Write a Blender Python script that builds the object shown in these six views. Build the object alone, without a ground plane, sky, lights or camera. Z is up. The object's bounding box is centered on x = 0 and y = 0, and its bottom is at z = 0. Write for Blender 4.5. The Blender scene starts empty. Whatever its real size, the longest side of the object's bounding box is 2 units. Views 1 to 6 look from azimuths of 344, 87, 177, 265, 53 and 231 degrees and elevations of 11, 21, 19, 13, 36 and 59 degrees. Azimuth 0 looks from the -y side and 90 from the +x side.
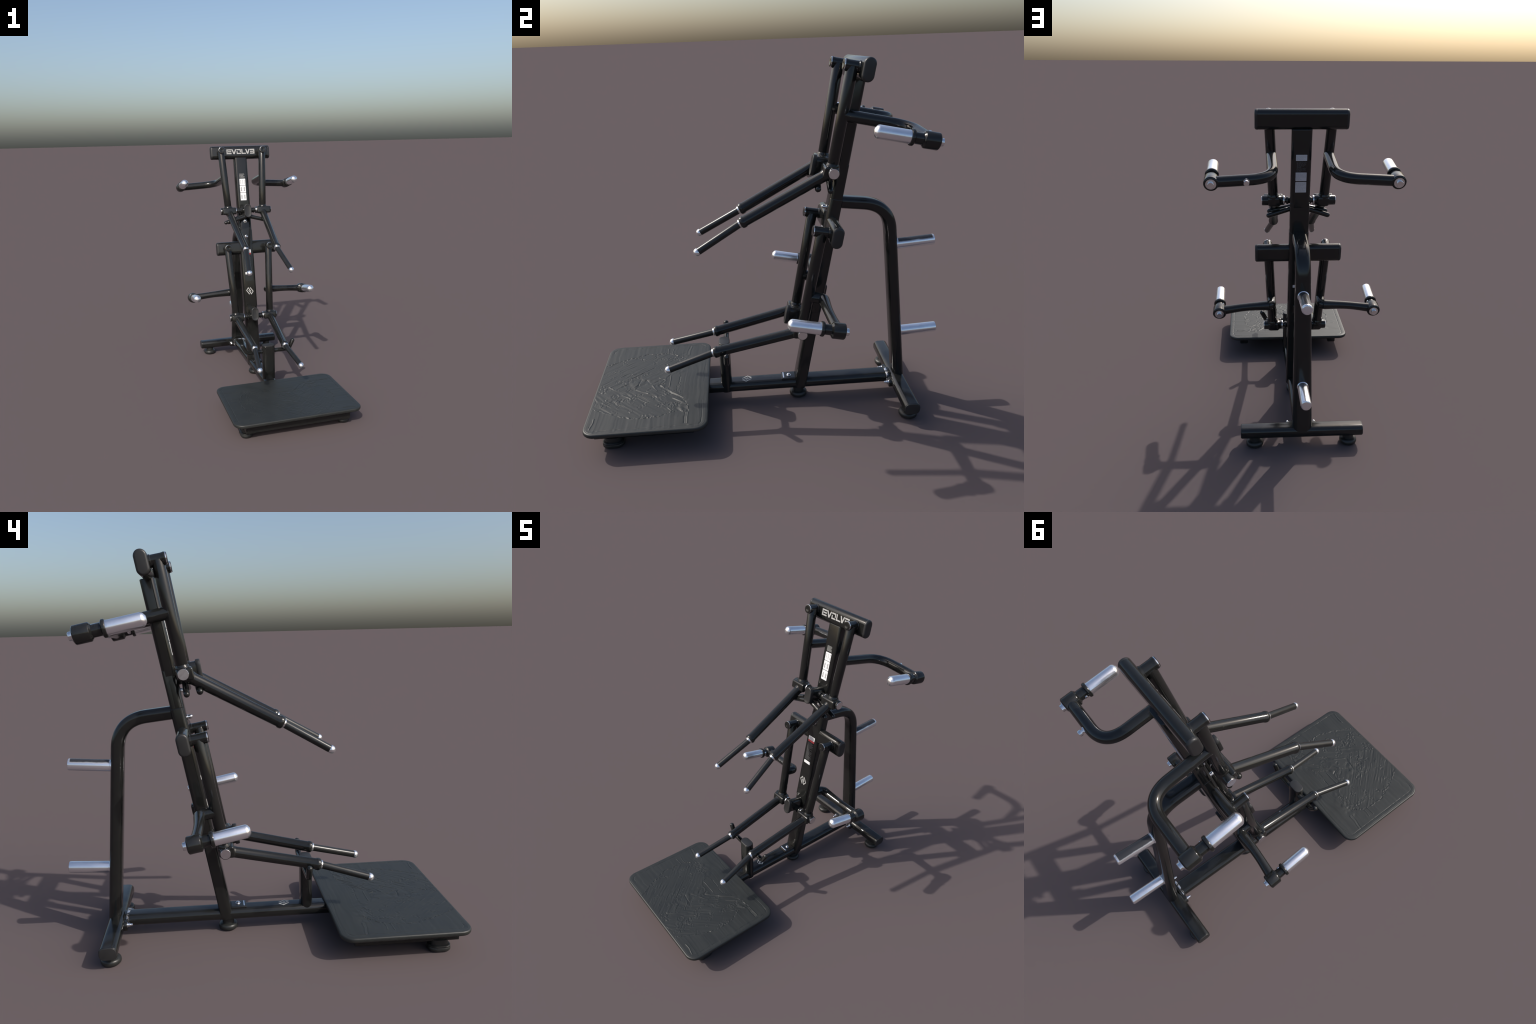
import bpy, math, random
import numpy as np
from mathutils import Vector, Matrix

random.seed(7)
V = Vector

# ------------------------------------------------------------------ frame of the leaning mast
TILT = V((0, .179, .984)).normalized()      # up along the mast
BACK = V((0, .984, -.179)).normalized()     # square to it, towards the rear
SIDE = V((1, 0, 0))


def mast(z, off=0.0, x=0.0):
    """point on the mast's centre line at height z, moved by off along BACK"""
    return V((x, .503 + .182 * (z - 1.81), z)) + BACK * off


# ------------------------------------------------------------------ materials
def nodes_of(mat):
    mat.use_nodes = True
    nt = mat.node_tree
    return nt, nt.nodes["Principled BSDF"]


def paint(name, col, rough, var=.12, scale=14, bump=.02, bump_scale=220, coat=0.0, spec=.5, metal=0.0):
    m = bpy.data.materials.new(name)
    nt, p = nodes_of(m)
    N, L = nt.nodes, nt.links
    tc = N.new("ShaderNodeTexCoord")
    no = N.new("ShaderNodeTexNoise")
    no.inputs["Scale"].default_value = scale
    no.inputs["Detail"].default_value = 5
    L.new(tc.outputs["Object"], no.inputs["Vector"])
    cr = N.new("ShaderNodeValToRGB")
    cr.color_ramp.elements[0].position = .3
    cr.color_ramp.elements[1].position = .7
    cr.color_ramp.elements[0].color = [c * (1 - var) for c in col] + [1]
    cr.color_ramp.elements[1].color = [min(1, c * (1 + var)) for c in col] + [1]
    L.new(no.outputs["Fac"], cr.inputs["Fac"])
    L.new(cr.outputs["Color"], p.inputs["Base Color"])
    mr = N.new("ShaderNodeMapRange")
    mr.inputs["To Min"].default_value = rough * .85
    mr.inputs["To Max"].default_value = rough * 1.15
    L.new(no.outputs["Fac"], mr.inputs["Value"])
    L.new(mr.outputs["Result"], p.inputs["Roughness"])
    n2 = N.new("ShaderNodeTexNoise")
    n2.inputs["Scale"].default_value = bump_scale
    n2.inputs["Detail"].default_value = 2
    L.new(tc.outputs["Object"], n2.inputs["Vector"])
    b = N.new("ShaderNodeBump")
    b.inputs["Strength"].default_value = bump
    b.inputs["Distance"].default_value = .002
    L.new(n2.outputs["Fac"], b.inputs["Height"])
    L.new(b.outputs["Normal"], p.inputs["Normal"])
    p.inputs["Metallic"].default_value = metal
    p.inputs["Specular IOR Level"].default_value = spec
    p.inputs["Coat Weight"].default_value = coat
    p.inputs["Coat Roughness"].default_value = .12
    return m


BLACK = paint("black_gloss_paint", (.0125, .0130, .0122), .155, var=.08, bump=.006, bump_scale=60)
CAPMAT = paint("black_plastic_cap", (.021, .021, .021), .42, bump=.04)
GRIP = paint("black_rubber_grip", (.013, .0135, .013), .3, bump=.05)
RUBBER = paint("black_rubber_foot", (.019, .020, .019), .4, bump=.06)
CHROME = paint("brushed_chrome", (.90, .90, .93), .25, var=.03, scale=18, bump=.006, bump_scale=120, metal=.95)
STEEL = paint("zinc_bolt", (.82, .82, .83), .22, var=.05, scale=40, bump=.03, metal=1.0)
DECAL = paint("grey_decal", (.42, .415, .40), .5, var=.03)
WHITE = paint("white_label", (.80, .80, .80), .45, var=.02)
LABELGREY = paint("grey_label", (.40, .40, .42), .5, var=.10, scale=150)
RED = paint("red_label", (.42, .045, .055), .45, var=.08, scale=150)
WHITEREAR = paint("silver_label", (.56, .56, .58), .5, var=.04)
INK = paint("label_ink", (.10, .10, .10), .5, var=.3, scale=200)
PRINT = paint("faint_print", (.085, .085, .085), .5, var=.5, scale=300)


def mat_platform():
    m = paint("rubber_mat", (.0195, .0215, .0198), .50, var=.14, scale=9, bump=.12, bump_scale=260)
    return m


MAT = mat_platform()
DECKMAT = paint("deck_paint", (.0195, .0215, .0198), .46, var=.08, bump=.03)


def patchy(name, a, b, scale, lo, hi, zmin=None, rough=.25):
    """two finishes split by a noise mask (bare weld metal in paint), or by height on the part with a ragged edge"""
    m = bpy.data.materials.new(name)
    nt, p = nodes_of(m)
    N, L = nt.nodes, nt.links
    tc = N.new("ShaderNodeTexCoord")
    no = N.new("ShaderNodeTexNoise")
    no.inputs["Scale"].default_value = scale
    no.inputs["Detail"].default_value = 3
    L.new(tc.outputs["Object"], no.inputs["Vector"])
    src = no.outputs["Fac"]
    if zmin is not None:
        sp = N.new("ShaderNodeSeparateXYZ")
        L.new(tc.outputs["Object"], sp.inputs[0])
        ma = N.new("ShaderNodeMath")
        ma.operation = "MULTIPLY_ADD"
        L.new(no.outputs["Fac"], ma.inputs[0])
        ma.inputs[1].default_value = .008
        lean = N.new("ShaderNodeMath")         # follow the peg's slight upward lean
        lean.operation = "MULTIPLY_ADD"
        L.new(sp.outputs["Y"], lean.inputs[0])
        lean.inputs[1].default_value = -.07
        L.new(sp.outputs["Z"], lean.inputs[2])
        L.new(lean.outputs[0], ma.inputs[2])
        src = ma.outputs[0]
    mr = N.new("ShaderNodeMapRange")
    mr.inputs["From Min"].default_value = lo
    mr.inputs["From Max"].default_value = hi
    L.new(src, mr.inputs["Value"])
    mask = mr.outputs["Result"]
    if zmin is not None:      # the dark streak stops short of both ends
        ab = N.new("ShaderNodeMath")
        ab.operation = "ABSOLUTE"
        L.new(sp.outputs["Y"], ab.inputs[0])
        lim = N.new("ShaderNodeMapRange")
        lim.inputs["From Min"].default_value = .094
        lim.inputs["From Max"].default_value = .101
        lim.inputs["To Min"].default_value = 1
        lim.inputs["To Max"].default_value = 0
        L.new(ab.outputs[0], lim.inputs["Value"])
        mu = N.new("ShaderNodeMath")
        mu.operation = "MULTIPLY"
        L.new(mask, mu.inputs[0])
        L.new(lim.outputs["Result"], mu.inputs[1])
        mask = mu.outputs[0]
    mx = N.new("ShaderNodeMix")
    mx.data_type = "RGBA"
    mx.inputs["A"].default_value = (*a, 1)
    mx.inputs["B"].default_value = (*b, 1)
    L.new(mask, mx.inputs["Factor"])
    L.new(mx.outputs["Result"], p.inputs["Base Color"])
    mm = N.new("ShaderNodeMapRange")
    mm.inputs["To Min"].default_value = .86
    mm.inputs["To Max"].default_value = 0
    L.new(mask, mm.inputs["Value"])
    L.new(mm.outputs["Result"], p.inputs["Metallic"])
    p.inputs["Roughness"].default_value = rough
    return m


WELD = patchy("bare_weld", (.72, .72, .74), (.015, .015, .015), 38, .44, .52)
STREAKED = patchy("streaked_chrome", (.88, .88, .92), (.035, .035, .038), 22, .0185, .0265, zmin=0, rough=.22)  # chrome with a dark streak along the peg's top


# ------------------------------------------------------------------ mesh helpers
class Geo:
    def __init__(self):
        self.v, self.f = [], []

    def add(self, verts, faces):
        o = len(self.v)
        self.v += [tuple(p) for p in verts]
        self.f += [tuple(i + o for i in f) for f in faces]
        return self


def circle(n=32):
    return [(math.cos(2 * math.pi * i / n), math.sin(2 * math.pi * i / n)) for i in range(n)]


def rrect(w, h, r, n=8):
    """rounded rectangle outline, counter-clockwise"""
    r = min(r, w / 2 - 1e-5, h / 2 - 1e-5)
    out = []
    for cx, cy, a0 in ((w/2-r, h/2-r, 0), (-w/2+r, h/2-r, 90), (-w/2+r, -h/2+r, 180), (w/2-r, -h/2+r, 270)):
        for i in range(n + 1):
            a = math.radians(a0 + 90 * i / n)
            out.append((cx + r * math.cos(a), cy + r * math.sin(a)))
    return out


def loft(geo, rings, cap=True):
    n = len(rings[0])
    verts = [p for r in rings for p in r]
    faces = []
    for k in range(len(rings) - 1):
        for i in range(n):
            j = (i + 1) % n
            faces.append((k*n+i, k*n+j, (k+1)*n+j, (k+1)*n+i))
    if cap:
        faces.append(tuple(range(n - 1, -1, -1)))
        faces.append(tuple((len(rings)-1)*n + i for i in range(n)))
    return geo.add(verts, faces)


def frame(d, hint):
    d = d.normalized()
    a = (hint - d * hint.dot(d)).normalized()
    return a, d.cross(a)


def prism(geo, p0, p1, w, h, r, xaxis=SIDE, ch=.004, n=8, ch0=None, ch1=None):
    """flat-oval / rounded-rectangle tube from p0 to p1; w along xaxis, h across; softened ends"""
    p0, p1 = V(p0), V(p1)
    d = (p1 - p0)
    a, b = frame(d, xaxis)
    L = d.length
    d = d.normalized()
    ch0 = ch if ch0 is None else ch0
    ch1 = ch if ch1 is None else ch1
    rings = []

    def ring(t, inset):
        out = rrect(w - 2*inset, h - 2*inset, max(r - inset, .001), n)
        return [p0 + d*t + a*x + b*y for x, y in out]
    st = []
    if ch0 > 0:
        for i in range(4):
            an = math.pi/2 * i/4
            st.append((ch0*(1-math.sin(an)), ch0*(1-math.cos(an))))
        st = [(ch0*(1-math.cos(math.pi/2*i/4)), ch0*(1-math.sin(math.pi/2*i/4))) for i in range(4)]
    st.append((ch0, 0))
    st.append((L-ch1, 0))
    if ch1 > 0:
        st += [(L-ch1+ch1*math.sin(math.pi/2*i/4), ch1*(1-math.cos(math.pi/2*i/4))) for i in range(1, 5)]
    for t, ins in st:
        rings.append(ring(t, ins))
    return loft(geo, rings)


def lathe(geo, p0, d, profile, n=32, sx=1.0, xaxis=SIDE):
    """profile = [(distance along d, radius)]; sx squeezes along xaxis"""
    p0 = V(p0)
    d = V(d).normalized()
    if abs(d.dot(xaxis)) > .95:
        xaxis = V((0, 0, 1))
    a, b = frame(d, xaxis)
    rings = [[p0 + d*t + a*(c*r*sx) + b*(s*r) for c, s in circle(n)] for t, r in profile]
    return loft(geo, rings)


def rod(geo, p0, p1, r0, r1=None, ch=.003, n=32):
    p0, p1 = V(p0), V(p1)
    r1 = r0 if r1 is None else r1
    L = (p1 - p0).length
    prof = [(0, r0-ch), (ch*.3, r0-ch*.3), (ch, r0), (L-ch, r1), (L-ch*.3, r1-ch*.3), (L, r1-ch)]
    return lathe(geo, p0, p1-p0, prof, n)


def fillet(points, radius, steps=10):
    """polyline with every inner corner rounded"""
    pts = [V(p) for p in points]
    out = [pts[0]]
    for i in range(1, len(pts)-1):
        a, b, c = pts[i-1], pts[i], pts[i+1]
        r = radius[i-1] if isinstance(radius, (list, tuple)) else radius
        u, w = (a-b).normalized(), (c-b).normalized()
        s, e = b + u*r, b + w*r
        for k in range(steps+1):
            t = k/steps
            out.append(s*(1-t)**2 + b*2*t*(1-t) + e*t**2)
    out.append(pts[-1])
    return out


def sweep(geo, path, section, hint, scales=None, cap=True):
    """sweep an outline (list of 2-d points) along a path, carrying its frame along"""
    rings = []
    a_prev = None
    for i, p in enumerate(path):
        if i == 0:
            d = path[1]-path[0]
        elif i == len(path)-1:
            d = path[-1]-path[-2]
        else:
            d = (path[i+1]-path[i]).normalized() + (path[i]-path[i-1]).normalized()
        a, b = frame(d, hint if a_prev is None else a_prev)
        a_prev = a
        s = 1 if scales is None else scales[i]
        sx, sy = s if isinstance(s, tuple) else (s, s)
        rings.append([p + a*(x*sx) + b*(y*sy) for x, y in section])
    return loft(geo, rings, cap)


def rounded_end_path(path, r, end=True, start=True, k=6):
    """path plus radius scales that close a round rod with half-spheres"""
    path = [V(p) for p in path]
    sc = [1.0]*len(path)
    if start:
        d = (path[0]-path[1]).normalized()
        base = path[0]
        add = [(base + d*r*math.sin(math.pi/2*i/k), max(.04, math.cos(math.pi/2*i/k))) for i in range(k, 0, -1)]
        path = [p for p, _ in add] + path
        sc = [s for _, s in add] + sc
    if end:
        d = (path[-1]-path[-2]).normalized()
        base = path[-1]
        add = [(base + d*r*math.sin(math.pi/2*i/k), max(.04, math.cos(math.pi/2*i/k))) for i in range(1, k+1)]
        path += [p for p, _ in add]
        sc += [s for _, s in add]
    return path, sc


def round_rod(geo, pts, r, n=24, hint=V((0, 0, 1)), end=True, start=True):
    path, sc = rounded_end_path(pts, r, end, start)
    return sweep(geo, path, [(c*r, s*r) for c, s in circle(n)], hint, sc)


def slab(geo, c, u, v, w, h, t, r=.002):
    """thin rounded plate centred at c, spanned by u,v, standing t proud along u x v"""
    c, u, v = V(c), V(u).normalized(), V(v).normalized()
    nrm = u.cross(v)
    o = rrect(w, h, r, 3)
    o2 = rrect(w - t*.6, h - t*.6, r, 3)
    rings = [[c + u*x + v*y - nrm*.0015 for x, y in o], [c + u*x + v*y + nrm*t*.7 for x, y in o],
             [c + u*x + v*y + nrm*t for x, y in o2]]
    return loft(geo, rings)


def poly_slab(geo, c, u, v, pts, t):
    """extruded polygon (any simple outline, counter-clockwise)"""
    c, u, v = V(c), V(u).normalized(), V(v).normalized()
    nrm = u.cross(v)
    rings = [[c + u*x + v*y - nrm*.0012 for x, y in pts], [c + u*x + v*y + nrm*t for x, y in pts]]
    return loft(geo, rings)


# ------------------------------------------------------------------ objects
ROOT = bpy.data.objects.new("lever_gym_machine", None)
ROOT.empty_display_size = .2
bpy.context.collection.objects.link(ROOT)
ROOT["label"] = "black steel strength machine with levers, chrome weight horns and platform"
ROOT["category"] = "gym machine"


def make(name, geo, mat, parent=None, angle=35, stuff=False):
    me = bpy.data.meshes.new(name)
    vs = np.array(geo.v, dtype=float)
    c = (vs.min(0) + vs.max(0)) / 2
    me.from_pydata([tuple(p) for p in (vs - c)], [], geo.f)
    me.validate()
    me.materials.append(mat)
    me.polygons.foreach_set("use_smooth", [True]*len(me.polygons))
    me.set_sharp_from_angle(angle=math.radians(angle))
    ob = bpy.data.objects.new(name, me)
    bpy.context.collection.objects.link(ob)
    place(ob, V(c), parent)
    if stuff:
        ob["kind"] = "stuff"
    return ob


WORLD = {}


def place(ob, c, parent):
    WORLD[ob.name] = V(c)
    if parent is None:
        parent = ROOT
    ob.parent = parent
    base = WORLD.get(parent.name, V((0, 0, 0)))
    mirrored = parent.name in MIRRORED
    d = V(c) - base
    if mirrored:
        d.x = -d.x
    ob.location = d


MIRRORED = set()


def mirror_tree(ob, parent=None):
    """second copy of a part and its sub-parts on the other side, sharing mesh data"""
    cp = ob.copy()
    bpy.context.collection.objects.link(cp)
    c = WORLD[ob.name].copy()
    c.x = -c.x
    WORLD[cp.name] = c
    cp.parent = parent or ROOT
    base = WORLD.get(cp.parent.name, V((0, 0, 0)))
    if parent is None:
        cp.location = c - base
        cp.scale = (-1, 1, 1)
    else:
        cp.location = ob.location.copy()
    for ch in list(ob.children):
        mirror_tree(ch, cp)
    return cp


def copy_at(ob, c, parent=None):
    cp = ob.copy()
    bpy.context.collection.objects.link(cp)
    place(cp, V(c), parent or ob.parent)
    return cp


# ================================================================== base
g = Geo()
prism(g, (-.003, -.52, .0945), (-.003, .735, .0945), .101, .064, .029)
rail = make("base_rail", g, BLACK)

g = Geo()
prism(g, (-.357, .771, .0905), (.357, .771, .0905), .088, .068, .027, xaxis=V((0, 1, 0)), ch=.003)
rear = make("rear_stabilizer", g, BLACK)
g = Geo()
prism(g, (.3572, .771, .0905), (.361, .771, .0905), .084, .064, .026, xaxis=V((0, 1, 0)), ch0=0, ch=.003)
cap = make("end_cap", g, CAPMAT, rear)
c2 = copy_at(cap, (-.3592, .771, .0905), rear)
c2.scale = (-1, 1, 1)

# bolted flange between rail and rear stabilizer
g = Geo()
prism(g, (0, .712, .085), (0, .740, .085), .200, .050, .02, ch=.004)
make("joint_flange", g, BLACK, rail)
g = Geo()
prism(g, (0, .706, .0925), (0, .720, .0925), .120, .073, .032, ch=.003)
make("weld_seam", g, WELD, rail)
g = Geo()
lathe(g, (.080, .714, .092), (0, -1, 0), [(0, .014), (.005, .014), (.006, .010), (.016, .010), (.017, .007), (.028, .0065), (.030, .004)], 20)
bo = make("flange_bolt", g, STEEL, rail)
copy_at(bo, V((-.080, 0, 0)) + V((0, WORLD[bo.name].y, WORLD[bo.name].z)), rail)

# feet
g = Geo()
lathe(g, (0, 0, 0), (0, 0, 1), [(0, .040), (.002, .045), (.007, .050), (.013, .0515), (.022, .051), (.028, .048), (.032, .042),
                                 (.034, .032), (.046, .031), (.064, .031)], 36)
foot = make("rubber_foot", g, RUBBER, rear)
foot_c = WORLD[foot.name]
foot.location = V((.279, .772, foot_c.z)) - WORLD[rear.name]
WORLD[foot.name] = V((.279, .772, foot_c.z))
copy_at(foot, (-.279, .772, foot_c.z), rear)
copy_at(foot, (0, .182, foot_c.z), rail)

# ------------------------------------------------------------------ rear upright, bent over to the mast
path = fillet([(0, .405, 1.192), (0, .690, 1.160), (0, .782, .09)], [.14], 16)
g = Geo()
sweep(g, path, rrect(.088, .066, .027, 8), SIDE, [(1 + .34*min(1, max(0, (1.06-p.z)/.95)), 1) for p in path])
up = make("rear_upright", g, BLACK)


def peg(p, d, L, r, parent, mat=None):
    g = Geo()
    lathe(g, p, d, [(0, r+.003), (.008, r+.003), (.011, r), (L-.008, r), (L-.003, r-.002), (L-.0005, r-.006), (L, r-.009), (L+.0008, .002)], 36)
    return make("storage_peg", g, mat or CHROME, parent)


peg((0, .735, .931), (0, .997, .07), .220, .0303, up, STREAKED)
lowp = peg((0, .782, .389), (0, .9985, .052), .2170, .0303, up)

# ------------------------------------------------------------------ mast
g = Geo()
prism(g, mast(.072), mast(1.45), .112, .067, .025, ch=.002)
prism(g, mast(.085, .0165), mast(1.40, .0165), .112, .035, .011, ch=.002)
prism(g, mast(1.37), mast(1.824), .113, .069, .020, ch=.004)
prism(g, mast(.565, .0015), mast(1.216, .003), .116, .071, .020, ch=.004)
ms = make("mast", g, BLACK)
g = Geo()
prism(g, (0, .165, .1275), (0, .082, .1275), .076, .016, .005, ch=.003)
make("base_plate", g, BLACK, rail)
g = Geo()
slab(g, (0, .094, .1358), (1, 0, 0), (0, 1, 0), .058, .007, .0015)
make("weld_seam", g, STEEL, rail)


def bolt_head(p, d, r, h, parent, name="bolt", mat=STEEL):
    g = Geo()
    lathe(g, p, d, [(-.002, r*1.35), (h*.18, r*1.35), (h*.22, r), (h*.7, r), (h*.9, r*.75), (h, r*.35)], 24)
    return make(name, g, mat, parent)


bolt_head((.004, .126, .1355), (0, 0, 1), .010, .012, rail)
bolt_head(mast(1.290, -.032), -BACK, .0115, .013, ms)
bolt_head(mast(1.157, -.032), -BACK, .0105, .030, ms)

g = Geo()
slab(g, mast(.688, .036), -SIDE, TILT, .050, .062, .0150, .008)
make("rear_plate", g, BLACK, ms)

# front bumper stubs on the mast (oval rubber face)
for zc, reach in ((1.367, .156), (.511, .1545)):
    c0 = mast(zc)
    g = Geo()
    prism(g, c0 - BACK*.02, c0 - BACK*(reach-.020), .054, .098, .025, ch=.004)
    st = make("bumper_stub", g, BLACK, ms)
    g = Geo()
    c1 = c0 - BACK*(reach-.022)
    a, b = frame(-BACK, SIDE)
    rings = []
    for t, ins in ((0, .002), (.003, 0), (.016, 0), (.020, .0012), (.022, .004), (.0215, .008), (.0195, .014), (.0185, .020)):
        rings.append([c1 - BACK*t + a*x + b*y for x, y in rrect(.060-2*ins, .112-2*ins, .0295-ins, 10)])
    loft(g, rings)
    make("rubber_bumper", g, CAPMAT, ms)

# ------------------------------------------------------------------ crossbars
def crossbar(c, half):
    c = V(c)
    g = Geo()
    prism(g, c - SIDE*(half-.011), c + SIDE*(half-.011), .112, .060, .0295, xaxis=TILT, ch=.0006, n=10)
    cb = make("crossbar", g, BLACK)
    g = Geo()
    prism(g, c + SIDE*(half-.0112), c + SIDE*(half+.0045), .112, .060, .0295, xaxis=TILT, ch0=.0006, ch=.011, n=10)
    cp = make("end_cap", g, CAPMAT, cb)
    o = WORLD[cp.name].copy()
    o.x = -o.x
    q = copy_at(cp, o, cb)
    q.scale = (-1, 1, 1)
    return cb


top = crossbar((0, .5045, 1.8705), .253)
low = crossbar((0, .3675, 1.0665), .256)

# ------------------------------------------------------------------ lettering on the top crossbar
def letter_polys(ch, w, h, t):
    """strokes of one block letter as outlines in its own w x h box"""
    R = lambda x0, y0, x1, y1: [(x0, y0), (x1, y0), (x1, y1), (x0, y1)]
    if ch == "E":
        return [R(0, 0, t, h), R(t, h-t, w, h), R(t+.0025, (h-t)/2, w*.96, (h+t)/2), R(t, 0, w, t)]
    if ch == "3":
        return [R(w-t, 0, w, h), R(0, h-t, w-t, h), R(w*.04, (h-t)/2, w-t-.0025, (h+t)/2), R(0, 0, w-t, t)]
    if ch == "L":
        return [R(0, 0, t, h), R(t, 0, w, t)]
    if ch == "V":
        m = w/2
        return [[(0, h), (m-t*.62, 0), (m, 0), (m, t*1.5), (t*1.15, h)], [(m, 0), (m+t*.62, 0), (w, h), (w-t*1.15, h), (m, t*1.5)]]
    if ch == "O":   # two brackets that interlock
        return [R(0, 0, t*.9, h*.60), R(t*.9, 0, w, t), R(w-t*.9, t+.006, w, h-t), R(0, h-t, w, h)]
    return []


g = Geo()
base = V((0, .5045, 1.8705)) - BACK*.0301
W0, H0, T0 = .245, .0405, .0088
spans = [("E", 0, .178), ("V", .178, .352), ("O", .362, .510), ("L", .533, .690), ("V", .672, .832), ("3", .838, 1)]
for ch, u0, u1 in spans:
    for poly in letter_polys(ch, (u1-u0)*W0, H0, T0):
        poly_slab(g, base + SIDE*(u0*W0 - W0/2) + TILT*(-.0165), SIDE, TILT, poly, .0009)
make("lettering", g, DECAL, top)


def ribbon(pts, wd):
    """outline of a mitred stroke of width wd along a polyline"""
    P = [V((x, y)) for x, y in pts]
    left, right = [], []
    for i, p in enumerate(P):
        d0 = (p - P[i-1]).normalized() if i else None
        d1 = (P[i+1] - p).normalized() if i < len(P)-1 else None
        if d0 is None or d1 is None:
            d = d1 if d0 is None else d0
            n, k = V((-d.y, d.x)), 1
        else:
            n0, n1 = V((-d0.y, d0.x)), V((-d1.y, d1.x))
            n = (n0 + n1).normalized()
            k = 1/max(.3, n.dot(n0))
        left.append(p + n*(wd/2*k))
        right.append(p - n*(wd/2*k))
    out = [(q.x, q.y) for q in right] + [(q.x, q.y) for q in reversed(left)]
    return out


def emblem(c, u, v, k, parent):
    """two interlocking bent ribbons, each the other turned by half a turn"""
    g = Geo()
    hook = [(-.0042, -.0285), (-.0285, .0055), (-.0121, .0270), (.0098, -.0065)]
    for sg in (1, -1):
        poly_slab(g, c, u, v, ribbon([(x*k*sg, y*k*sg) for x, y in hook], .0064*k), .0009)
    return make("emblem", g, DECAL, parent)


FRONT_UP, FRONT_LOW = -.0346, -.0341
emblem(mast(.698, FRONT_LOW, -.003), SIDE, TILT, 1.0, ms)
emblem((-.002, -.124, .1262), (1, 0, 0), (0, 1, 0), .95, rail)


def front_label(z0, z1, x0, x1, mat, off=FRONT_UP, name="label", r=.003):
    zc = (z0+z1)/2
    g = Geo()
    slab(g, mast(zc, off, (x0+x1)/2), SIDE, TILT, x1-x0, (z1-z0)/.984, .0009, r)
    return make(name, g, mat, ms)


def rear_label(z0, z1, x0, x1, mat, name="label", r=.002):
    zc = (z0+z1)/2
    g = Geo()
    slab(g, mast(zc, .0346, (x0+x1)/2), -SIDE, TILT, x1-x0, (z1-z0)/.984, .0009, r)
    return make(name, g, mat, ms)


def text_lines(z0, z1, x0, x1, rows, mat, side=-1, off=.0333, seed=1, lift=.0009, size=.55):
    """rows of tiny print as short raised dashes"""
    rng = random.Random(seed)
    g = Geo()
    dz = (z1-z0)/rows
    for k in range(rows):
        z = z1 - dz*(k+.5)
        x = x0
        stop = x1 if rng.random() < .6 else x0 + (x1-x0)*rng.uniform(.4, .9)
        while x < stop - .003:
            w = min(rng.uniform(.004, .012), stop - x)
            xc = x + w/2
            if side < 0:
                slab(g, mast(z, -off, xc), SIDE, TILT, w, dz*size, lift, .0003)
            else:
                slab(g, mast(z, off, -xc), -SIDE, TILT, w, dz*size, lift, .0003)
            x += w + .0022
    return make("print", g, mat, ms, stuff=True)


# front, upper: three instruction labels with small figures, print above
for z0, z1 in ((1.591, 1.645), (1.529, 1.588), (1.463, 1.526)):
    front_label(z0, z1, -.026, .025, WHITE)
text_lines(1.652, 1.688, -.023, .020, 7, DECAL, -1, .0346, 3, .0006, .40)
g = Geo()
for zc in (1.5585, 1.4945):
    for xc in (-.014, .012):
        P0 = mast(zc, -.0350, xc)
        for du, dv, w, h in ((0, .011, .007, .006), (0, .004, .013, .003), (0, -.003, .004, .010), (-.003, -.011, .003, .009), (.003, -.011, .003, .009), (0, -.016, .012, .002)):
            slab(g, P0 + SIDE*du + TILT*dv, SIDE, TILT, w, h, .0008, .0008)
for xc in (-.016, .002, .018):
    for k in range(4):
        slab(g, mast(1.632 - k*.009, -.0350, xc), SIDE, TILT, .006 - .001*(k % 2), .0035, .0008, .0006)
make("pictogram", g, INK, ms, stuff=True)

# front, lower: rating label, warning print, small white label
front_label(1.019, 1.047, -.031, .029, WHITE, FRONT_LOW)
front_label(1.0205, 1.0425, -.025, .022, LABELGREY, FRONT_LOW - .0004)
front_label(1.005, 1.018, -.031, .029, RED, FRONT_LOW)
front_label(.839, .859, -.031, .029, WHITE, FRONT_LOW)
text_lines(.868, 1.000, -.028, .026, 26, PRINT, -1, .0341, 5, .0006, .5)
# rear: three grey labels with print between
rear_label(1.652, 1.686, -.031, .031, WHITEREAR)
rear_label(1.535, 1.585, -.031, .031, WHITEREAR)
rear_label(1.467, 1.529, -.031, .031, WHITEREAR)
LOW_REAR = .0369
for z0, z1, m in ((1.028, 1.048, WHITEREAR), (1.012, 1.027, RED), (.842, .861, WHITEREAR)):
    zc = (z0+z1)/2
    g = Geo()
    slab(g, mast(zc, LOW_REAR), -SIDE, TILT, .060, (z1-z0)/.984, .0009, .002)
    make("label", g, m, ms)
text_lines(.870, 1.005, -.028, .026, 26, PRINT, 1, LOW_REAR, 15, .0006, .5)
text_lines(1.590, 1.647, -.026, .026, 10, PRINT, 1, .0346, 9, .0006, .42)
text_lines(1.472, 1.525, -.028, .028, 9, LABELGREY, 1, .0350, 11, .0008, .42)
text_lines(1.540, 1.580, -.028, .028, 7, LABELGREY, 1, .0350, 12, .0008, .42)
text_lines(1.657, 1.682, -.028, .028, 4, LABELGREY, 1, .0350, 13, .0008, .42)

# ------------------------------------------------------------------ peg hooks under the upper bumper
g = Geo()
for s in (1, -1):
    round_rod(g, fillet([(s*.01, .352, 1.352), (s*.060, .350, 1.332), (s*.176, .342, 1.294)], .02, 5), .0150, start=False)
    round_rod(g, fillet([(s*.01, .296, 1.345), (s*.050, .294, 1.334), (s*.168, .280, 1.305)], .02, 5), .0160, start=False)
make("hook_rod", g, BLACK, ms)

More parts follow.
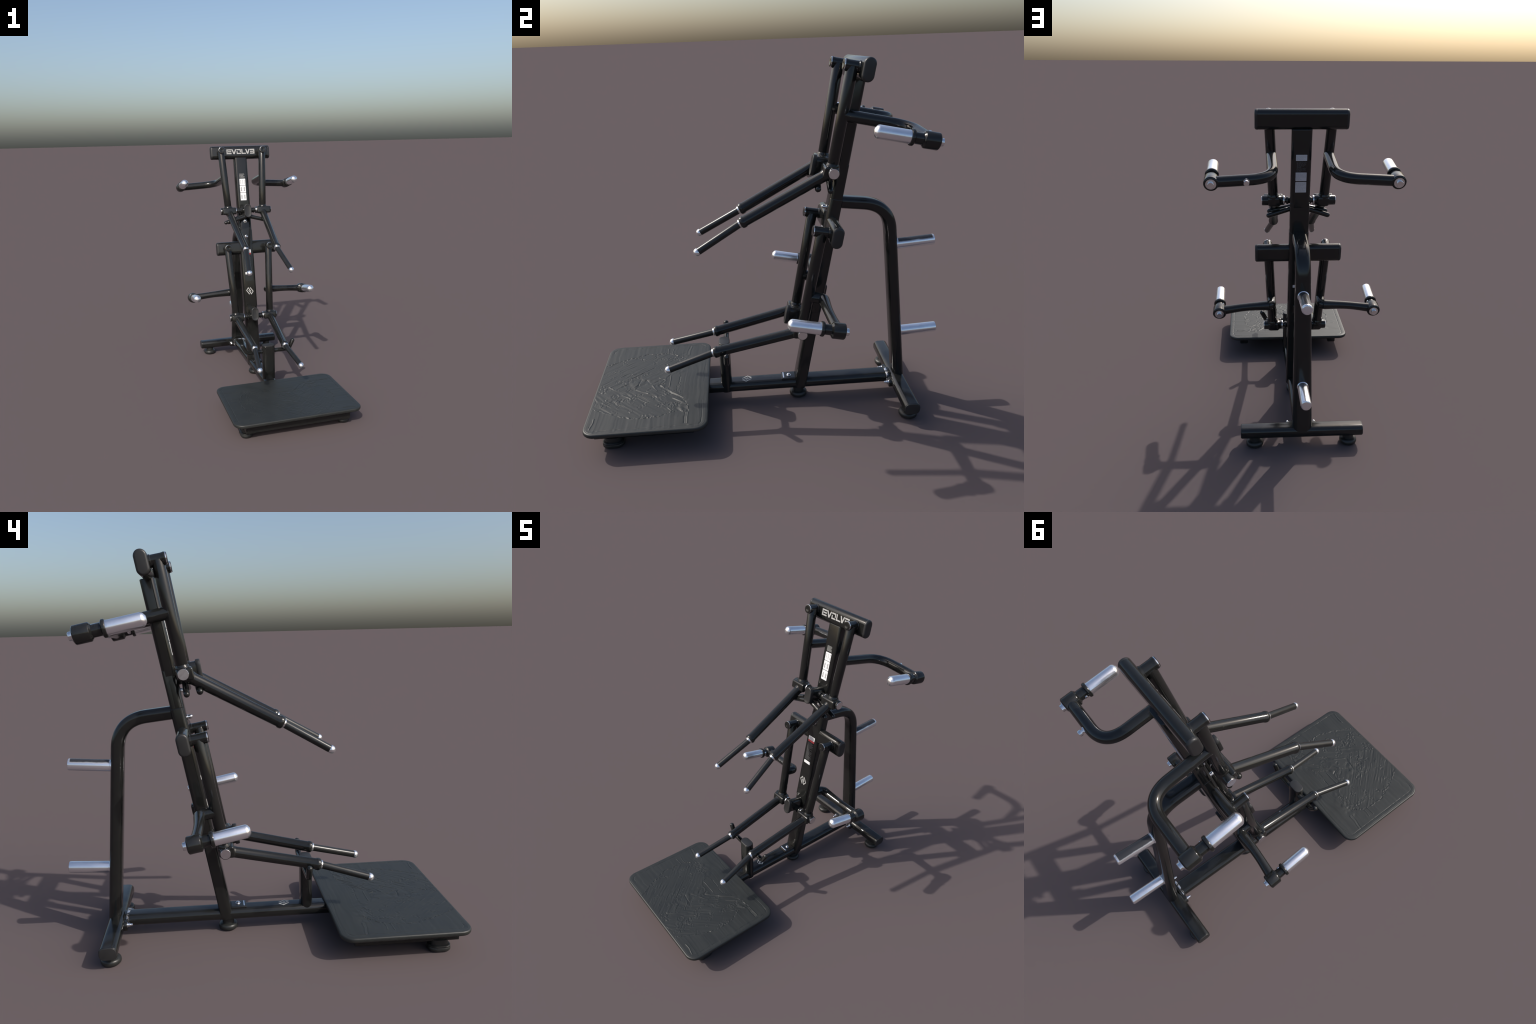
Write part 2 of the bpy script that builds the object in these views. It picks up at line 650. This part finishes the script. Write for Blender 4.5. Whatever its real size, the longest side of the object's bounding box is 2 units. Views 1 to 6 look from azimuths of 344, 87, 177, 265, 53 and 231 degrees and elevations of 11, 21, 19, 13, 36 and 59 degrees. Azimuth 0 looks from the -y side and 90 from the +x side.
# ------------------------------------------------------------------ front stop post with cross handle
g = Geo()
prism(g, (0, -.2455, .072), (0, -.2440, .386), .100, .063, .029, ch=.002)
fp = make("stop_post", g, BLACK)
g = Geo()
prism(g, (0, -.2440, .3862), (0, -.2440, .394), .098, .061, .028, ch0=0, ch=.004)
make("end_cap", g, CAPMAT, fp)
g = Geo()
pts = fillet([(-.206, -.231, .402), (-.172, -.233, .338), (.172, -.233, .338), (.206, -.231, .402)], [.022, .022], 8)
round_rod(g, pts, .0160, hint=V((0, 1, 0)))
make("cross_handle", g, BLACK, fp)

# ================================================================== levers (built on +x, mirrored afterwards)
HORN = V((0, 1, -.205)).normalized()


def lever_set(upper):
    if upper:
        tp, bt = V((.178, .441, 1.889)), V((.149, .352, 1.388))
        sl0, sl1 = V((.178, .402, 1.8955)), V((.178, .482, 1.8805))
        t_in, t_out = .088, .216
        arm0, arm1, tip = V((.146, .325, 1.371)), V((.127, -.117, 1.134)), V((.164, -.351, 1.000))
    else:
        tp, bt = V((.178, .298, 1.083)), V((.147, .189, .503))
        sl0, sl1 = V((.180, .254, 1.0905)), V((.180, .345, 1.0745))
        t_in, t_out = .084, .202
        arm0, arm1, tip = V((.144, .160, .495)), V((.124, -.303, .389)), V((.160, -.562, .317))
    g = Geo()
    rod(g, tp, bt, .0292, ch=.002, n=40)
    lv = make("lever_arm", g, BLACK)
    # pivot sleeve at the crossbar
    g = Geo()
    d = (sl1-sl0).normalized()
    L = (sl1-sl0).length
    lathe(g, sl0, d, [(0, .0245), (.002, .027), (.008, .0285), (.012, .0275), (.022, .0265), (L-.014, .0265), (L-.012, .029), (L-.002, .030), (L+.012, .030)], 36)
    make("pivot_sleeve", g, BLACK, lv)
    g = Geo()
    lathe(g, sl0 - d*.0025, d, [(0, .0240), (.0010, .0268), (.0055, .0272), (.007, .025)], 32)
    make("retaining_ring", g, STEEL, lv)
    g = Geo()
    lathe(g, sl0 - d*.0052, d, [(.0022, .004), (.0020, .008), (.0006, .011), (0, .0205), (.0008, .0245), (.0034, .0262)], 32)
    make("pivot_cap", g, BLACK, lv)
    # joint housing at the lever's foot
    y, z = bt.y, bt.z
    g = Geo()
    rings = []
    for x, w, h, r in ((t_in, .050, .050, .0249), (t_in+.003, .056, .056, .0279), (t_in+.016, .058, .058, .0285), (t_in+.024, .066, .062, .022),
                       (t_in+.030, .070, .064, .018), (t_in+.078, .070, .064, .018), (t_in+.086, .066, .062, .020), (t_in+.092, .059, .059, .0285),
                       (t_out-.002, .058, .058, .0285), (t_out, .0555, .0555, .0275)):
        rings.append([V((x, y, z)) + BACK*a + TILT*b for a, b in rrect(w, h, r, 8)])
    loft(g, rings)
    # fork crosspiece in front, which carries the press arm
    cf = V((0, y, z)) - BACK*.030 - TILT*.002
    prism(g, cf + SIDE*(t_in+.004), cf + SIDE*(t_out-.012), .034, .058, .013, xaxis=BACK, ch=.007)
    # saddle under the lever and the arm root
    dl = (tp-bt).normalized()
    lathe(g, bt, dl, [(.015, .035), (.030, .035), (.036, .032), (.042, .029)], 36)
    da = (arm1-arm0).normalized()
    lathe(g, arm0 - da*.03, da, [(0, .030), (.028, .034), (.036, .0325), (.050, .029)], 36)
    make("joint_housing", g, BLACK, lv)
    g = Geo()
    lathe(g, (t_out-.001, y, z), (1, 0, 0), [(0, .0258), (.0024, .0258), (.0034, .0250)], 32)
    make("joint_cap", g, STEEL, lv)
    g = Geo()
    lathe(g, (t_in-.0005, y, z), (-1, 0, 0), [(-.004, .0285), (.001, .0295), (.004, .0285), (.0055, .024)], 32)
    make("joint_ring", g, STEEL, lv)
    g = Geo()
    lathe(g, (t_in-.003, y, z), (-1, 0, 0), [(0, .015), (.010, .015), (.011, .021), (.018, .023), (.024, .022), (.026, .018), (.034, .018), (.035, .025), (.060, .025)], 28)
    make("joint_shaft", g, BLACK, lv)
    # press arm
    g = Geo()
    La = (arm1-arm0).length
    lathe(g, arm0, da, [(0, .0286), (La-.030, .0286), (La-.026, .0310), (La-.020, .0322), (La-.012, .0322), (La-.006, .0305), (La-.003, .0275)], 40)
    make("press_arm", g, BLACK, lv)
    g = Geo()
    lathe(g, arm1 - da*.003, da, [(-.003, .0268), (0, .0274), (.0012, .0268), (.0016, .0225), (.005, .0222), (.0062, .0236), (.0085, .0230), (.0105, .0205)], 32)
    make("handle_collar", g, STEEL, lv)
    dh = (tip-arm1).normalized()
    Lh = (tip-arm1).length
    g = Geo()
    lathe(g, arm1 - dh*.004, dh, [(0, .0190), (.012, .0197), (Lh*.5, .0193), (Lh-.006, .0193)], 32)
    make("handle_grip", g, GRIP, lv)
    g = Geo()
    lathe(g, tip - dh*.014, dh, [(-.001, .0190), (.002, .0208), (.010, .0210), (.016, .0195), (.022, .0155), (.0270, .0095), (.030, .002)], 32)
    make("handle_tip", g, CHROME, lv)

    # weight arm and horn
    if upper:
        bc = V((.487, .7315, 1.5785))
        path = fillet([(.164, .400, 1.664), (.166, .736, 1.594), (bc.x, .735, 1.576)], [.125], 16)
        sec, scl = [(c*.0298, s*.0298) for c, s in circle(32)], None
        half, rb, hl, neck = .036, .0390, .158, .046
    else:
        bc = V((.487, .331, .6725))
        path = fillet([(.157, .235, .710), (.157, .310, .696), (.32, .312, .690), (bc.x, .329, .673)], [.030, .06], 8)
        sec = [(c*.0305, s*.0305) for c, s in circle(32)]
        n = len(path)
        scl = []
        for i, p in enumerate(path):
            f = max(0, (p.x - .16)/.32)
            scl.append(1.06 - .22*math.sin(math.pi*min(1, f*1.15)) if f > 0 else .95)
        # resample the straight run so that the waist shows
        full, fs = [], []
        for i in range(n-1):
            m = max(1, int((path[i+1]-path[i]).length/.02))
            for k in range(m):
                p = path[i].lerp(path[i+1], k/m)
                f = max(0, (p.x - .17)/.30)
                full.append(p)
                fs.append(1.04 - .22*math.sin(math.pi*min(1, f*.85)) if f > 0 else .98)
        full.append(path[-1])
        fs.append(.94)
        path, scl = full, fs
        half, rb, hl, neck = .033, .041, .160, .040
    g = Geo()
    sweep(g, path, sec, V((0, 0, 1)), scl)
    make("weight_arm", g, BLACK, lv)
    g = Geo()
    lathe(g, bc + HORN*half, -HORN, [(-.001, rb-.012), (0, rb-.008), (.002, rb-.003), (.006, rb), (2*half-.006, rb), (2*half-.002, rb-.002), (2*half, rb-.006),
                                      (2*half+.004, .030), (2*half+.006, .0265), (2*half+neck, .0262)], 40)
    make("horn_boss", g, BLACK, lv)
    q0 = bc - HORN*(half+neck)
    g = Geo()
    lathe(g, q0, -HORN, [(-.002, .030), (0, .0350), (.003, .0375), (.012, .0378), (.016, .0355), (.017, .031)], 36)
    make("horn_collar", g, BLACK, lv)
    g = Geo()
    lathe(g, q0 - HORN*.0165, -HORN, [(0, .0310), (.004, .0315), (.010, .0308), (hl-.016, .0308), (hl-.009, .0285), (hl-.003, .0235), (hl-.0005, .019), (hl+.002, .0165), (hl+.004, .013), (hl+.005, .004)], 40)
    make("weight_horn", g, CHROME, lv)
    g = Geo()
    lathe(g, bc + HORN*(half-.001), HORN, [(0, .028), (.003, .028), (.004, .0225), (.006, .0225), (.0065, .0185), (.018, .0185), (.020, .0165)], 28)
    make("horn_bolt", g, STEEL, lv)
    g = Geo()
    dd = V((-.75, 0, -.25)).normalized() if upper else V((-.6, 0, .2)).normalized()
    lathe(g, q0 + HORN*.012 - dd*0, dd, [(0, .011), (.0265, .011), (.0285, .0105), (.030, .006)], 20)
    make("set_screw", g, STEEL, lv)
    return lv


lu = lever_set(True)
ll = lever_set(False)
mirror_tree(lu)
mirror_tree(ll)
# one stop bolt stands only on the right-hand upper weight arm
g = Geo()
lathe(g, (.305, .752, 1.586), HORN, [(0, .0165), (.0135, .0165), (.014, .009), (.0235, .009), (.024, .0150), (.036, .0155), (.0385, .014)], 28)
make("stop_bolt", g, STEEL, lu)

# ================================================================== platform
PX, PY0, PY1, PZ = .456, -1.0, -.3455, .1405
PR = .068


def plat_outline(inset, n=10):
    return [(x, y + (PY0+PY1)/2) for x, y in rrect(2*PX-2*inset, (PY1-PY0)-2*inset, PR-inset, n)]


g = Geo()
rings = []
for z, ins in ((.1145, .022), (.1145, .014), (.1155, .008), (.1180, .003), (.1215, .0006), (.124, 0), (.134, 0), (.1375, .0012), (.1398, .004), (.1408, .008), (.1408, .013), (.139, .0145)):
    rings.append([V((x, y, z)) for x, y in plat_outline(ins)])
loft(g, rings)
deck = make("platform_deck", g, DECKMAT, angle=50)


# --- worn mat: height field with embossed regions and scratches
def vnoise(x, y, seed):
    rs = np.random.RandomState(seed)
    tab = rs.rand(256, 256)
    xi, yi = np.floor(x).astype(int), np.floor(y).astype(int)
    fx, fy = x-xi, y-yi
    fx, fy = fx*fx*(3-2*fx), fy*fy*(3-2*fy)
    t = lambda a, b: tab[a % 256, b % 256]
    return (t(xi, yi)*(1-fx)+t(xi+1, yi)*fx)*(1-fy) + (t(xi, yi+1)*(1-fx)+t(xi+1, yi+1)*fx)*fy


def seg_dist(X, Y, poly, closed=True):
    D = np.full(X.shape, 9.0)
    m = len(poly)
    for i in range(m if closed else m-1):
        (ax, ay), (bx, by) = poly[i], poly[(i+1) % m]
        dx, dy = bx-ax, by-ay
        t = np.clip(((X-ax)*dx+(Y-ay)*dy)/(dx*dx+dy*dy+1e-12), 0, 1)
        D = np.minimum(D, np.hypot(X-ax-t*dx, Y-ay-t*dy))
    return D


def inside(X, Y, poly):
    r = np.zeros(X.shape, bool)
    m = len(poly)
    for i in range(m):
        (ax, ay), (bx, by) = poly[i], poly[(i+1) % m]
        c = ((ay > Y) != (by > Y)) & (X < (bx-ax)*(Y-ay)/((by-ay)+1e-12)+ax)
        r ^= c
    return r


NX, NY = 440, 316
INS = .012
xs = np.linspace(-PX+INS, PX-INS, NX)
ys = np.linspace(PY0+INS, PY1-INS, NY)
X, Y = np.meshgrid(xs, ys)
# squeeze the grid's corners into the rounded outline
hx, hy, rc = PX-INS, (PY1-PY0)/2-INS, PR-INS
cyy = (PY0+PY1)/2
ax_, ay_ = np.abs(X), np.abs(Y-cyy)
qx, qy = ax_-(hx-rc), ay_-(hy-rc)
corner = (qx > 0) & (qy > 0)
rad = np.maximum(np.hypot(qx, qy), 1e-9)
mx = np.maximum(qx, qy)
k = np.where(corner, mx/rad, 1)
X2 = np.where(corner, np.sign(X)*((hx-rc)+qx*k), X)
Y2 = np.where(corner, cyy+np.sign(Y-cyy)*((hy-rc)+qy*k), Y)
X, Y = X2, Y2
edge = np.minimum(hx-np.abs(X), hy-np.abs(Y-cyy))
edge = np.where(corner, np.minimum(edge, rc-mx), edge)

LEFT = [(-.01, -1.01), (-.206, -1.01), (-.257, -.93), (-.31, -.82), (-.339, -.745), (-.335, -.62), (-.31, -.565), (-.26, -.505), (-.17, -.50),
        (-.08, -.58), (.02, -.645), (.0, -.70), (.055, -.77), (.075, -.84), (.02, -.925)]
RIGHT = [(-.01, -1.01), (.02, -.925), (.075, -.84), (.055, -.77), (.0, -.70), (.02, -.645), (.034, -.633), (.117, -.515), (.237, -.463), (.30, -.455),
         (.29, -.53), (.31, -.565), (.335, -.62), (.339, -.745), (.31, -.82), (.257, -.93), (.206, -1.01)]
TRI = [(-.10, -.525), (.117, -.512), (.034, -.633), (-.078, -.583)]


def streaks(dx, dy, along, across, seed):
    u = WX*dx + WY*dy
    v = -WX*dy + WY*dx
    return vnoise(u*along+40, v*across+40, seed) - .5


# wavy warp, so that no stroke runs dead straight
WX = X + .016*(vnoise(X*9+1, Y*9+2, 51)-.5) + .006*(vnoise(X*28+1, Y*28+7, 52)-.5)
WY = Y + .016*(vnoise(X*9+5, Y*9+3, 53)-.5) + .006*(vnoise(X*28+4, Y*28+2, 54)-.5)
inL, inR, inT = inside(X, Y, LEFT), inside(X, Y, RIGHT), inside(X, Y, TRI)
Zout = .0010*streaks(1, 0, 1.6, 55, 1) + .0005*streaks(1, 0, 4, 130, 2)
sL = streaks(-.65, .76, 14, 95, 3)
gate = np.clip((vnoise(X*13+9, Y*13+5, 12)-.42)*4, 0, 1)
Zl = .0007*streaks(-.65, .76, 6, 120, 4) + .0022*np.clip(np.abs(sL)-.22, 0, 1)*gate*np.sign(sL)*2
sR = streaks(.69, .72, 16, 82, 5)
gate2 = np.clip((vnoise(X*11+3, Y*11+8, 13)-.38)*4, 0, 1)
Zr = .0010*streaks(.69, .72, 8, 85, 6) + .0024*np.clip(np.abs(sR)-.2, 0, 1)*gate2*np.sign(sR)*2
Z = np.where(inL, Zl-.0004, np.where(inR, Zr-.0003, Zout))
Z = np.where(inT, .0018*streaks(1, 0, 3, 42, 7), Z)
# small torn fragments inside the regions
frag = np.clip((vnoise(WX*26+3, WY*26+6, 71)-.52)*5, 0, 1)
Z += np.where(inL | inR, .0024*frag*(vnoise(WX*120+WY*60, WY*120-WX*60, 72)-.5), 0)
# ragged borders of the regions
db = np.minimum(np.minimum(seg_dist(X, Y, LEFT), seg_dist(X, Y, RIGHT)), seg_dist(X, Y, TRI))
Z += np.clip(1-db/.006, 0, 1)*(vnoise(X*120, Y*120, 21)-.45)*.0058*np.where((np.abs(X) < .2) & (Y > -.9), .35, 1)
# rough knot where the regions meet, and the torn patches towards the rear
cen = np.exp(-(((X-.03)/.11)**2+((Y+.72)/.10)**2))
Z += cen*.0055*(vnoise(X*34+Y*20, Y*34-X*20, 22)-.5)*np.clip((vnoise(X*20, Y*20, 23)-.3)*3, 0, 1)
knot = np.exp(-(((X-.24)/.075)**2+((Y+.495)/.035)**2)) + .8*np.exp(-(((X+.22)/.09)**2+((Y+.505)/.03)**2))
Z += knot*.0060*(vnoise(X*42+Y*30, Y*40-X*30, 24)-.5)
# single ridges (positive) and gouges (negative): x0, y0, x1, y1, height, half width
SCARS = [(.308, -.462, .407, -.460, .0024, .004), (.309, -.476, .406, -.476, -.0020, .004), (.324, -.959, .411, -.962, .0022, .004),
         (-.412, -.467, -.309, -.476, .0020, .004), (-.41, -.480, -.31, -.487, -.0016, .004), (-.392, -.614, -.335, -.612, .0018, .003), (-.378, -.58, -.331, -.581, .0018, .003),
         (-.073, -.573, .049, -.574, .0022, .003), (-.046, -.520, .025, -.522, -.0020, .003), (.047, -.527, .093, -.526, -.0022, .003),
         (-.161, -.373, .019, -.377, -.0010, .003), (.205, -.379, .403, -.388, -.0010, .003),
         (-.083, -.881, -.140, -.811, .0016, .003), (-.066, -.813, -.176, -.699, .0016, .003), (-.066, -.805, -.176, -.691, -.0012, .003),
         (.019, -.762, -.050, -.750, -.0024, .004), (.058, -.816, .010, -.768, .0016, .003),
         (.035, -.628, .171, -.487, .0022, .004), (.041, -.638, .177, -.497, -.0014, .004), (.064, -.764, .110, -.687, .0024, .005), (.147, -.740, .197, -.677, .0024, .005),
         (.036, -.679, .087, -.640, .0020, .005), (.221, -.597, .288, -.543, .0018, .004), (.171, -.545, .237, -.463, .0026, .006), (.106, -.841, .142, -.786, .0020, .005),
         (-.05, -.645, -.025, -.608, .0022, .004), (.033, -.645, .014, -.613, -.0030, .005), (-.031, -.721, .011, -.699, -.0024, .005), (.007, -.67, -.014, -.65, -.0024, .004)]
for x0, y0, x1, y1, a, w in SCARS:
    Z += a*.8*(.45+1.1*vnoise(X*45, Y*45, 61))*np.exp(-(seg_dist(WX, WY, [(x0, y0), (x1, y1)], False)/(w*.78))**2)
# frame line inside the rim
rim = edge
line = np.exp(-((rim-.022)/.0022)**2)*(np.abs(X) > .36)
Z += -.0020*line*(1.6*vnoise(X*70, Y*70, 31)-.3) + .0004*np.clip(1-rim/.02, 0, 1)*(~(inL | inR))
fade = np.clip(rim/.004, 0, 1)
Z = Z*np.where(Y < -.97, 1, fade)
Zabs = PZ + .0003 + Z
Zabs = np.where(rim < .0008, np.minimum(Zabs, PZ - .0004), Zabs)
verts = np.stack([X.ravel(), Y.ravel(), Zabs.ravel()], 1)
idx = np.arange(NX*NY).reshape(NY, NX)
quads = np.stack([idx[:-1, :-1].ravel(), idx[:-1, 1:].ravel(), idx[1:, 1:].ravel(), idx[1:, :-1].ravel()], 1)
g = Geo()
g.v = [tuple(p) for p in verts.tolist()]
g.f = [tuple(q) for q in quads.tolist()]
make("worn_mat", g, MAT, deck, angle=70)

# --- frame below the deck
g = Geo()
prism(g, (-.345, -.425, .081), (-.345, -.955, .081), .060, .060, .008, ch=.003)
prism(g, (.345, -.425, .081), (.345, -.955, .081), .060, .060, .008, ch=.003)
prism(g, (-.372, -.925, .0815), (.372, -.925, .0815), .058, .058, .006, xaxis=V((0, 1, 0)), ch=.003)
prism(g, (-.372, -.50, .0815), (.372, -.50, .0815), .058, .056, .006, xaxis=V((0, 1, 0)), ch=.003)
make("platform_frame", g, BLACK, deck)
g = Geo()
rings = []
for z, w, h in ((0, .066, .098), (.003, .078, .110), (.008, .083, .116), (.018, .083, .116), (.021, .080, .113), (.023, .079, .112), (.025, .081, .114),
                (.029, .081, .114), (.033, .074, .106), (.035, .064, .090), (.060, .062, .088)):
    rings.append([V((x, y, z)) for x, y in rrect(w, h, w*.46, 8)])
loft(g, rings)
pf = make("platform_foot", g, RUBBER, deck)
zc = WORLD[pf.name].z
WORLD[pf.name] = V((.354, -.858, zc))
pf.location = WORLD[pf.name] - WORLD[deck.name]
copy_at(pf, (-.354, -.858, zc), deck)

bpy.context.view_layer.update()
